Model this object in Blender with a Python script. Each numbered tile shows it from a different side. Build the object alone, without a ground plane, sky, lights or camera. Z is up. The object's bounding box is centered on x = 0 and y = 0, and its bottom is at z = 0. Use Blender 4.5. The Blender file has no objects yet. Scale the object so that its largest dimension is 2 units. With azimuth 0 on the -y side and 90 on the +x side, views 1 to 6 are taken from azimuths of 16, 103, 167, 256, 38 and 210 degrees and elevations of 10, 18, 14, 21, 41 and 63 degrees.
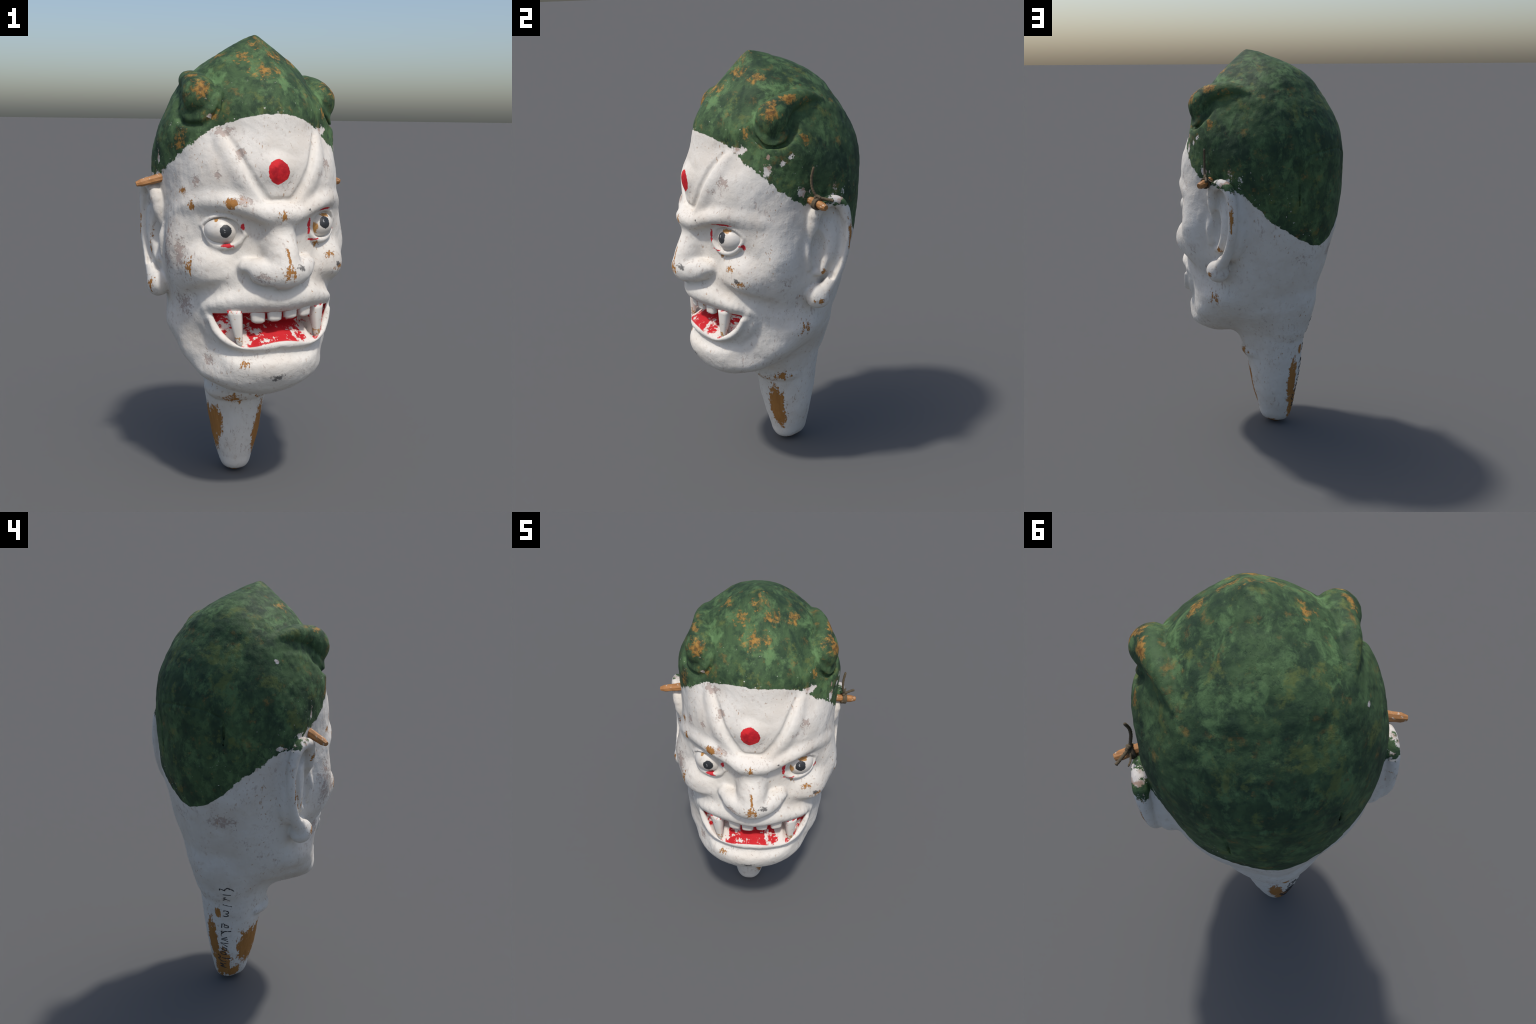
# Carved and painted wooden puppet head: white demon face, green cap of hair,
# neck peg, side pegs with a knotted string.  The head is one carved solid
# (blended volumes on a polygonised field) whose surface is split into named parts.
import bpy, math, random
import numpy as np
from mathutils import Vector, noise as mnoise
from mathutils.bvhtree import BVHTree

VOXEL = 0.0045
YAW = math.radians(37.6)          # the face looks 37.6 degrees towards +x
random.seed(7)
rng = np.random.default_rng(7)

# ------------------------------------------------------------------ sections
# radius of the horizontal sections at nine angles: front, 22.5 ... 180 = back
HEAD_Z = np.array([0.50, 0.58, 0.66, 0.76, 0.88, 1.0, 1.12, 1.24, 1.36, 1.48, 1.60, 1.70, 1.79, 1.87, 1.93, 1.975, 2.0])
HEAD_R = np.array([
    [.365, .352, .305, .235, .175, .170, .188, .207, .210],
    [.427, .413, .376, .298, .200, .190, .203, .226, .228],
    [.440, .422, .374, .359, .290, .250, .240, .256, .269],
    [.397, .389, .368, .368, .357, .311, .283, .281, .298],
    [.399, .396, .393, .366, .345, .346, .330, .322, .336],
    [.387, .400, .410, .412, .374, .373, .362, .359, .372],
    [.385, .373, .381, .429, .380, .385, .397, .395, .404],
    [.391, .377, .391, .407, .379, .394, .414, .421, .426],
    [.393, .392, .396, .385, .378, .410, .430, .433, .439],
    [.379, .381, .378, .374, .385, .418, .429, .445, .451],
    [.343, .325, .319, .359, .383, .392, .419, .438, .445],
    [.314, .295, .302, .326, .341, .350, .382, .403, .407],
    [.249, .238, .240, .247, .272, .302, .334, .351, .352],
    [.166, .154, .159, .182, .202, .211, .252, .297, .296],
    [.097, .085, .094, .104, .117, .130, .152, .200, .214],
    [.045, .037, .042, .043, .046, .052, .065, .092, .106],
    [.004, .004, .004, .004, .004, .004, .004, .004, .004]])
NECK_Z = np.array([0.0, 0.03, 0.09, 0.2, 0.33, 0.45, 0.58, 0.70])
NECK_R = np.array([
    [.025, .025, .024, .022, .021, .021, .022, .024, .025],
    [.069, .070, .067, .063, .060, .058, .067, .078, .083],
    [.084, .084, .082, .081, .081, .085, .095, .106, .108],
    [.103, .103, .103, .105, .108, .115, .127, .138, .140],
    [.116, .116, .115, .117, .126, .141, .158, .172, .174],
    [.118, .120, .128, .142, .147, .158, .181, .197, .201],
    [.150, .155, .168, .172, .178, .190, .210, .229, .238],
    [.170, .180, .210, .220, .240, .235, .246, .264, .279]])


def axis_y(z):
    return np.interp(z, [0, .5, 1.5, 1.8, 2.0], [.07, .02, -.02, -.05, -.08])


def axis_x(z, y):
    """the face leans a little to the left, the nape to the right"""
    lv = [0, .45, .7, .9, 1.1, 1.3, 1.5, 1.7, 2.0]
    f = np.interp(z, lv, [-.010, -.004, .011, .010, .014, .016, .016, .014, .012])
    b = np.interp(z, lv, [-.010, -.008, -.003, .001, .0, .0, .005, .003, .002])
    t = np.clip((y + .10) / .25, 0, 1)
    t = t * t * (3 - 2 * t)
    return f * (1 - t) + b * t


def z_weights(z, levels):
    n = len(levels)
    i = np.clip(np.searchsorted(levels, z, side='right') - 1, 0, n - 2)
    h = levels[i + 1] - levels[i]
    t = np.clip((z - levels[i]) / h, 0, 1)
    w = np.zeros((len(z), n))
    r = np.arange(len(z))
    np.add.at(w, (r, i), 2 * t**3 - 3 * t * t + 1)
    np.add.at(w, (r, i + 1), -2 * t**3 + 3 * t * t)
    for j, s in ((i, t**3 - 2 * t * t + t), (i + 1, t**3 - t * t)):
        a, b = np.clip(j - 1, 0, n - 1), np.clip(j + 1, 0, n - 1)
        k = h * s / (levels[b] - levels[a])
        np.add.at(w, (r, b), k)
        np.add.at(w, (r, a), -k)
    return w


def ring_radius(rows, theta):
    """Catmull-Rom round the ring, mirrored left to right; rows (m, 9), theta (m, ...)"""
    n = rows.shape[1]
    s = np.abs(theta) / np.pi * (n - 1)
    i = np.clip(s.astype(int), 0, n - 2)
    t = s - i
    out = 0
    for k, w in enumerate((-.5 * t + t * t - .5 * t**3, 1 - 2.5 * t * t + 1.5 * t**3,
                           .5 * t + 2 * t * t - 1.5 * t**3, -.5 * t * t + .5 * t**3)):
        j = i - 1 + k
        j = np.where(j < 0, -j, j)
        j = np.where(j > n - 1, 2 * (n - 1) - j, j)
        out = out + w * np.take_along_axis(rows, j.reshape(len(rows), -1), 1).reshape(j.shape)
    return out


def section_solid(p, levels, table):
    """rho - R(theta, z); p = (x, y, z) with x, y broadcastable to (len(z), ...)"""
    x, y, z = p
    zz = z.reshape(-1)
    rows = z_weights(zz, levels) @ table
    sh = (-1,) + (1,) * (np.ndim(x) - 1)
    dx = x - axis_x(zz.reshape(sh), y)
    dy = y - axis_y(zz).reshape(sh)
    th = np.arctan2(dx, -dy)
    return np.hypot(dx, dy) - ring_radius(rows, th)


# ------------------------------------------------------------------ primitives
def spline(points, n):
    """Catmull-Rom through rows of (x, y, z, radius)"""
    q = np.array(points, float)
    q = np.vstack([2 * q[0] - q[1], q, 2 * q[-1] - q[-2]])
    out = []
    m = len(q) - 3
    for i in range(m):
        a, b, c, d = q[i:i + 4]
        for t in np.linspace(0, 1, n, endpoint=(i == m - 1)):
            out.append(.5 * (2 * b + (c - a) * t + (2 * a - 5 * b + 4 * c - d) * t * t + (3 * b - a - 3 * c + d) * t**3))
    return np.array(out)


def ellipsoid(c, r, turn=0.0, lean=0.0):
    """turn: about z, lean: about x (degrees)"""
    ca, sa = math.cos(math.radians(turn)), math.sin(math.radians(turn))
    cl, sl = math.cos(math.radians(lean)), math.sin(math.radians(lean))

    def f(p):
        x, y, z = p[0] - c[0], p[1] - c[1], p[2] - c[2]
        x, y = x * ca + y * sa, -x * sa + y * ca
        y, z = y * cl + z * sl, -y * sl + z * cl
        k0 = np.sqrt((x / r[0])**2 + (y / r[1])**2 + (z / r[2])**2)
        k1 = np.sqrt((x / r[0]**2)**2 + (y / r[1]**2)**2 + (z / r[2]**2)**2) + 1e-9
        return k0 * (k0 - 1) / k1
    m = max(r)
    return f, (np.array(c) - m, np.array(c) + m)


def tube(points, n=5):
    q = spline(points, n)

    def f(p):
        d = None
        for a, b in zip(q[:-1], q[1:]):
            e = b[:3] - a[:3]
            t = ((p[0] - a[0]) * e[0] + (p[1] - a[1]) * e[1] + (p[2] - a[2]) * e[2]) / max(e @ e, 1e-9)
            t = np.clip(t, 0, 1)
            s = np.sqrt((p[0] - a[0] - t * e[0])**2 + (p[1] - a[1] - t * e[1])**2 + (p[2] - a[2] - t * e[2])**2) - (a[3] + t * (b[3] - a[3]))
            d = s if d is None else np.minimum(d, s)
        return d
    r = q[:, 3].max()
    return f, (q[:, :3].min(0) - r, q[:, :3].max(0) + r)


def mirror_points(points, about=0.012):
    return [(2 * about - q[0],) + tuple(q[1:]) for q in points]


def smin(a, b, k):
    h = np.maximum(k - np.abs(a - b), 0) / k
    return np.minimum(a, b) - h * h * k * .25


def smax(a, b, k):
    return -smin(-a, -b, k)


# ------------------------------------------------------------------ mouth shape
MOUTH_X = 0.018


def mouth_top(u): return .873 - .20 * u * u
def mouth_bottom(u): return .757 - 2.2 * u * u + 55 * u**4
def mouth_front(u): return -.425 + 1.9 * u * u


def mouth_cavity(p):
    u = p[0] - MOUTH_X
    yf = mouth_front(u)
    inward = p[1] - yf
    side = np.clip((np.abs(u) - .150) / .025, 0, 1)
    back = inward - (.115 * (1 - side) + .036 * side)
    floor = mouth_bottom(u) + np.clip(inward, -.05, .2) * .55 * (1 - side)
    return np.maximum(np.maximum(p[2] - mouth_top(u), floor - p[2]), np.maximum(back, np.abs(u) - .262))


cavity = (mouth_cavity, (np.array([-.27, -.52, .68]), np.array([.30, -.18, .90])))

# ------------------------------------------------------------------ carved features
EAR_PARTS = []


def ear_parts(side):
    s = side
    dx = 0.001 if s > 0 else 0.014

    def P(rows):
        return [(s * (r[0] - dx), r[1], r[2], r[3]) for r in rows]
    helix = tube(P([(.405, .028, 1.312, .024), (.415, .055, 1.355, .024), (.420, .108, 1.372, .026), (.420, .158, 1.340, .025),
                    (.419, .178, 1.25, .022), (.418, .168, 1.14, .021), (.412, .132, 1.04, .024), (.406, .080, .970, .032)]))
    lobe = ellipsoid((s * (.394 - dx), .046, .932), (.049, .060, .056))
    plate = ellipsoid((s * .362, .124, 1.18), (.052, .074, .19))
    crus = tube(P([(.400, .030, 1.325, .022), (.395, .024, 1.27, .027), (.378, .024, 1.20, .016)]))
    tragus = tube(P([(.376, -.010, 1.20, .013), (.388, -.008, 1.14, .018), (.384, -.002, 1.07, .013)]))
    anti = tube(P([(.380, .112, 1.28, .013), (.394, .108, 1.21, .017), (.391, .094, 1.12, .018), (.388, .066, 1.052, .019), (.378, .03, 1.042, .012)]))
    bowl = ellipsoid((s * .402, .047, 1.155), (.040, .034, .085))
    gutter = tube(P([(.414, .085, 1.305, .024), (.428, .142, 1.265, .018), (.427, .140, 1.15, .017), (.418, .100, 1.02, .013)]))
    return [('add', plate, .03), ('add', helix, .014), ('add', lobe, .016), ('add', crus, .014),
            ('cut', bowl, .010), ('cut', gutter, .009), ('add', anti, .010), ('add', tragus, .012)]


def both(rows, about=0.012):
    return [tube(rows), tube(mirror_points(rows, about))]


FEATURES = []


def front_y(x, z):
    """depth of the plain head surface in front, at x and z"""
    ys_ = np.linspace(-.5, -.1, 200)
    v = section_solid((np.full((1, 200), x), ys_.reshape(1, -1), np.array([[z]])), HEAD_Z, HEAD_R)[0]
    return float(ys_[np.argmax(v < 0)])


def on_face(rows, sink):
    """rows of (x, z, radius) laid on the front of the head, centres sunk by a depth"""
    return [(x, front_y(x, z) + sink, z, r) for x, z, r in rows]


def add(prim, k): FEATURES.append(('add', prim, k))
def cut(prim, k): FEATURES.append(('cut', prim, k))


# throat ledge above the peg
add(ellipsoid((-.012, .024, .428), (.158, .138, .064)), .010)

# forehead: lateral lobes, brows, bridge knot
for s in (1, -1):
    c = .012
    add(tube([(c + s * .055, -.407, 1.272, .034), (c + s * .115, -.387, 1.294, .034), (c + s * .19, -.350, 1.316, .033),
              (c + s * .26, -.286, 1.320, .031), (c + s * .318, -.207, 1.302, .026), (c + s * .345, -.15, 1.278, .012)]), .032)
    # V shaped rim that frames the middle of the forehead
    m = .004
    add(tube(on_face([(m + s * .212, 1.590, .012), (m + s * .197, 1.545, .022), (m + s * .163, 1.450, .027), (m + s * .118, 1.375, .028), (m + s * .080, 1.320, .028)], .023)), .030)
    cut(tube(on_face([(m + s * .190, 1.590, .004), (m + s * .168, 1.540, .010), (m + s * .130, 1.450, .012), (m + s * .084, 1.372, .013), (m + s * .048, 1.333, .012), (m, 1.327, .012)], -.004)), .016)
add(ellipsoid((0.0, -.408, 1.276), (.085, .054, .043)), .025)
add(ellipsoid((-.008, -.378, 1.450), (.070, .043, .062)), .03)

# eye sockets
for x, z in ((-.205, 1.207), (.228, 1.217)):
    s = 1 if x > 0 else -1
    cut(ellipsoid((x + .005 * s, -.345, z + .006), (.088, .034, .062), turn=34 * s), .02)
    lower = [(.076, .062, .016, .005), (.052, .033, -.040, .010), (.000, .002, -.064, .012), (-.048, -.016, -.052, .011), (-.076, -.028, -.016, .006)]
    upper = [(.078, .062, .018, .004), (.048, .026, .052, .006), (.000, -.001, .061, .006), (-.050, -.018, .040, .006), (-.078, -.028, -.012, .005)]
    for rim in (lower, upper):
        add(tube([(x + s * q[0], -.328 + q[1], z + q[2], q[3]) for q in rim]), .010)

# nose
add(tube([(.004, -.372, 1.255, .050), (.004, -.390, 1.18, .062), (.006, -.415, 1.11, .072), (.008, -.430, 1.06, .072)]), .045)
add(tube([(-.122, -.368, 1.058, .040), (-.085, -.405, 1.050, .050), (-.035, -.432, 1.044, .060), (.008, -.437, 1.043, .066), (.050, -.432, 1.044, .060),
          (.098, -.405, 1.050, .050), (.136, -.368, 1.058, .040)]), .018)
for s in (1, -1):
    cut(tube([(.006 + s * .165, -.370, 1.108, .010), (.006 + s * .118, -.415, 1.116, .011), (.006 + s * .078, -.460, 1.102, .006)]), .016)
    cut(ellipsoid((.006 + s * .062, -.452, .985), (.022, .022, .014)), .010)

# cheeks
add(ellipsoid((.268, -.243, 1.050), (.104, .090, .098), turn=40), .040)
add(ellipsoid((-.250, -.241, 1.056), (.104, .087, .096), turn=-40), .040)

# upper lip and muzzle
add(tube([(-.248, -.262, .893, .018), (-.205, -.305, .912, .040), (-.10, -.360, .930, .052), (.018, -.383, .936, .064),
          (.135, -.360, .930, .052), (.240, -.305, .912, .040), (.283, -.262, .893, .018)]), .03)
# lower lip
add(tube([(-.250, -.286, .838, .012), (-.230, -.306, .780, .017), (-.185, -.338, .738, .025), (-.10, -.370, .722, .030), (.018, -.392, .735, .032),
          (.136, -.370, .722, .030), (.221, -.338, .738, .025), (.266, -.306, .780, .017), (.286, -.286, .838, .012)]), .02)
# fullness round the corners of the mouth
for s in (1, -1):
    add(tube([(.018 + s * .262, -.238, .865, .030), (.018 + s * .250, -.252, .810, .036), (.018 + s * .212, -.290, .758, .034), (.018 + s * .150, -.330, .735, .028)]), .03)
# fold between cheek and muzzle, then round under the lower lip
for s in (1, -1):
    c = .015
    cut(tube([(c + s * .155, -.392, 1.025, .012), (c + s * .215, -.365, .985, .020), (c + s * .29, -.300, .948, .026), (c + s * .345, -.215, .912, .028),
              (c + s * .375, -.12, .878, .018)]), .04)
    cut(tube([(c + s * .345, -.215, .905, .020), (c + s * .320, -.262, .835, .022), (c + s * .275, -.302, .755, .022), (c + s * .20, -.358, .702, .022),
              (c + s * .10, -.408, .690, .020), (c, -.430, .697, .018)]), .03)
# chin and jaw ridge
add(tube([(-.15, -.320, .645, .035), (.0, -.366, .640, .050), (.15, -.320, .645, .035)]), .04)
cut(cavity, .010)

# rolled locks on the cap
ROLLS = []
for rows, k in (([(.303, -.120, 1.690, .056), (.300, -.112, 1.735, .072), (.295, -.060, 1.782, .050), (.279, .010, 1.802, .042), (.264, .075, 1.804, .031), (.252, .145, 1.790, .014)], .009),
                ([(-.252, -.150, 1.692, .052), (-.250, -.142, 1.745, .074), (-.252, -.075, 1.788, .052), (-.253, .000, 1.808, .041), (-.246, .070, 1.808, .030), (-.238, .135, 1.796, .014)], .009)):
    ROLLS.append(tube(rows))
    add(ROLLS[-1], k)
for rows in ([(.356, -.040, 1.690, .018), (.356, -.012, 1.745, .024), (.338, .055, 1.758, .018), (.312, .120, 1.766, .008)],
             [(-.326, -.070, 1.700, .018), (-.330, -.025, 1.750, .024), (-.318, .040, 1.762, .018), (-.296, .110, 1.770, .008)]):
    cut(tube(rows), .02)
for rows in ([(.270, -.205, 1.725, .004), (.293, -.197, 1.670, .008), (.330, -.154, 1.622, .010), (.366, -.085, 1.632, .010), (.368, -.040, 1.690, .012)],
             [(-.190, -.235, 1.745, .004), (-.205, -.240, 1.680, .008), (-.257, -.217, 1.628, .010), (-.321, -.137, 1.632, .010), (-.340, -.075, 1.695, .012)]):
    cut(tube(rows), .018)

# the lid let into the back of the skull: a cut line round a rectangle
cut(tube([(.160, .375, 1.262, .005), (.170, .384, 1.369, .006), (.175, .396, 1.47, .006), (.160, .404, 1.497, .006), (.037, .428, 1.517, .004), (-.085, .420, 1.523, .005),
          (-.164, .392, 1.5, .006), (-.184, .380, 1.475, .005), (-.180, .368, 1.358, .005), (-.178, .357, 1.262, .004)]), .004)

for s in (1, -1):
    parts = ear_parts(s)
    EAR_PARTS.append(parts)
    FEATURES.extend(parts)


def ear_distance(parts, p):
    d = None
    for kind, (f, _), k in parts:
        if kind == 'add':
            v = f(p)
            d = v if d is None else np.minimum(d, v)
    return d


# ------------------------------------------------------------------ field on a grid
LO = np.array([-.475, -.535, -.02])
HI = np.array([.475, .475, 2.02])


def build_field():
    n = np.ceil((HI - LO) / VOXEL).astype(int) + 1
    xs, ys, zs = [(LO[i] + VOXEL * np.arange(n[i])) for i in range(3)]

    def solid(levels, table, z0, z1):
        out = np.full((n[2], n[0], n[1]), 9.0, np.float32)
        k = np.nonzero((zs >= z0) & (zs <= z1))[0]
        for blk in np.array_split(k, 12):
            zb = zs[blk].reshape(-1, 1, 1)
            x = np.broadcast_to(xs.reshape(1, -1, 1), (len(blk), n[0], n[1]))
            y = np.broadcast_to(ys.reshape(1, 1, -1), (len(blk), n[0], n[1]))
            out[blk] = section_solid((x, y, zb), levels, table)
        return out
    head = solid(HEAD_Z, HEAD_R, .38, 2.02)
    zg = zs.reshape(-1, 1, 1).astype(np.float32)
    # true distance near the surface: divide by the slope
    def normalise(f, sel):
        g0, g1, g2 = np.gradient(f[sel], VOXEL)
        f[sel] = f[sel] / np.maximum(np.sqrt(g0**2 + g1**2 + g2**2), 1.0)
    k = np.nonzero(zs >= .385)[0]
    normalise(head, slice(k[0] + 1, None))
    head = np.maximum(head, (zg - 2.0))
    under = np.interp(ys, [-.42, -.30, -.20, -.02, .06, .16, .25], [.508, .492, .490, .535, .560, .56, .54]).reshape(1, 1, -1) + 1.0 * (xs.reshape(1, -1, 1))**2 - zg     # underside of the jaw, rising to the jaw angle
    head = smax(head, under.astype(np.float32), .045)
    neck = solid(NECK_Z, NECK_R, -.02, .80)
    k = np.nonzero(zs <= .795)[0]
    normalise(neck, slice(0, k[-1]))
    neck = np.maximum(neck, -zg)
    neck = smax(neck, zg - .74, .03)
    f = smin(head, neck, .06)
    del head, neck
    for kind, (fn, (lo, hi)), kk in FEATURES:
        a = np.maximum(np.floor((lo - kk - 2 * VOXEL - LO) / VOXEL).astype(int), 0)
        b = np.minimum(np.ceil((hi + kk + 2 * VOXEL - LO) / VOXEL).astype(int) + 1, n)
        X = xs[a[0]:b[0]].reshape(1, -1, 1)
        Y = ys[a[1]:b[1]].reshape(1, 1, -1)
        Zc = zs[a[2]:b[2]].reshape(-1, 1, 1)
        v = fn((X, Y, Zc)).astype(np.float32)
        sl = (slice(a[2], b[2]), slice(a[0], b[0]), slice(a[1], b[1]))
        f[sl] = smin(f[sl], v, kk) if kind == 'add' else smax(f[sl], -v, kk)
    return f, xs, ys, zs


def surface_nets(f, xs, ys, zs):
    """f indexed [z, x, y]; returns vertices and quads"""
    nz, nx, ny = f.shape
    s = f < 0
    c = [s[dz:nz - 1 + dz, dx:nx - 1 + dx, dy:ny - 1 + dy] for dz in (0, 1) for dx in (0, 1) for dy in (0, 1)]
    cnt = sum(a.astype(np.int8) for a in c)
    cz, cx, cy = np.nonzero((cnt > 0) & (cnt < 8))
    m = len(cz)
    idx = np.full((nz - 1, nx - 1, ny - 1), -1, np.int32)
    idx[cz, cx, cy] = np.arange(m)
    corner = np.array([(a, b, d) for a in (0, 1) for b in (0, 1) for d in (0, 1)])
    val = np.stack([f[cz + a, cx + b, cy + d] for a, b, d in corner], 1)
    acc = np.zeros((m, 3))
    num = np.zeros(m)
    for i in range(8):
        for j in range(i + 1, 8):
            if np.abs(corner[i] - corner[j]).sum() == 1:
                va, vb = val[:, i], val[:, j]
                x = (va < 0) != (vb < 0)
                t = np.where(x, va / np.where(x, va - vb, 1), 0)
                acc += np.where(x[:, None], corner[i] + t[:, None] * (corner[j] - corner[i]), 0)
                num += x
    q = acc / num[:, None] + np.stack([cz, cx, cy], 1)
    verts = np.stack([xs[0] + q[:, 1] * VOXEL, ys[0] + q[:, 2] * VOXEL, zs[0] + q[:, 0] * VOXEL], 1)
    quads = []
    for ax in range(3):
        sh = [slice(None)] * 3
        sh2 = [slice(None)] * 3
        sh[ax], sh2[ax] = slice(0, -1), slice(1, None)
        d = s[tuple(sh)] != s[tuple(sh2)]
        e = np.nonzero(d)
        inside = s[tuple(sh)][e]
        o = [i for i in range(3) if i != ax]
        ok = (e[o[0]] > 0) & (e[o[1]] > 0) & (e[o[0]] < idx.shape[o[0]]) & (e[o[1]] < idx.shape[o[1]])
        e = [a[ok] for a in e]
        inside = inside[ok]
        def cell(a, b):
            g = [e[0].copy(), e[1].copy(), e[2].copy()]
            g[o[0]] -= a
            g[o[1]] -= b
            return idx[g[0], g[1], g[2]]
        qd = np.stack([cell(1, 1), cell(0, 1), cell(0, 0), cell(1, 0)], 1)
        flip = inside if ax == 1 else ~inside
        qd[flip] = qd[flip][:, ::-1]
        quads.append(qd)
    quads = np.concatenate(quads)
    return verts, quads[(quads >= 0).all(1)]


def relax(verts, quads, rounds, amount):
    e = np.concatenate([quads[:, [i, (i + 1) % 4]] for i in range(4)])
    deg = np.bincount(e[:, 0], minlength=len(verts)) + np.bincount(e[:, 1], minlength=len(verts))
    for lam in [amount, -amount * .9] * rounds:
        acc = np.zeros_like(verts)
        for ax in range(3):
            acc[:, ax] = np.bincount(e[:, 0], verts[e[:, 1], ax], len(verts)) + np.bincount(e[:, 1], verts[e[:, 0], ax], len(verts))
        verts = verts + lam * (acc / np.maximum(deg, 1)[:, None] - verts)
    return verts


def vertex_normals(verts, quads):
    a, b, c, d = (verts[quads[:, i]] for i in range(4))
    fn = np.cross(c - a, d - b)
    vn = np.zeros_like(verts)
    for i in range(4):
        for ax in range(3):
            vn[:, ax] += np.bincount(quads[:, i], fn[:, ax], len(verts))
    return vn / np.maximum(np.linalg.norm(vn, axis=1), 1e-12)[:, None]


def wobble(p, scale, seed):
    """cheap smooth noise in -1..1"""
    r = np.random.default_rng(seed)
    out = 0
    for _ in range(26):
        k = r.normal(size=3)
        k = k / np.linalg.norm(k) * scale * r.uniform(.7, 1.5)
        out = out + np.sin(p @ k * 6.283 + r.uniform(0, 6.283))
    return out / 7


# hair line: height of the cap's edge at angles round the head (degrees, 0 = front)
HAIRLINE = [(-180, 1.042), (-167, 1.07), (-154, 1.14), (-145, 1.21), (-135, 1.268), (-125, 1.318), (-116, 1.352), (-105, 1.375), (-98, 1.42), (-88, 1.425), (-80, 1.458),
            (-72, 1.488), (-56, 1.55), (-45, 1.608), (-32, 1.633), (-20, 1.656), (-8, 1.669), (5, 1.672), (19, 1.656), (33, 1.630), (41, 1.602), (48, 1.560),
            (57, 1.525), (64, 1.487), (72, 1.430), (80, 1.393), (87, 1.362), (100, 1.366), (112, 1.345), (120, 1.305), (128, 1.254), (136, 1.197), (147, 1.143), (158, 1.094), (172, 1.047), (180, 1.042)]


def hairline(theta):
    a, b = zip(*HAIRLINE)
    return np.interp(theta, a, b)


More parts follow.
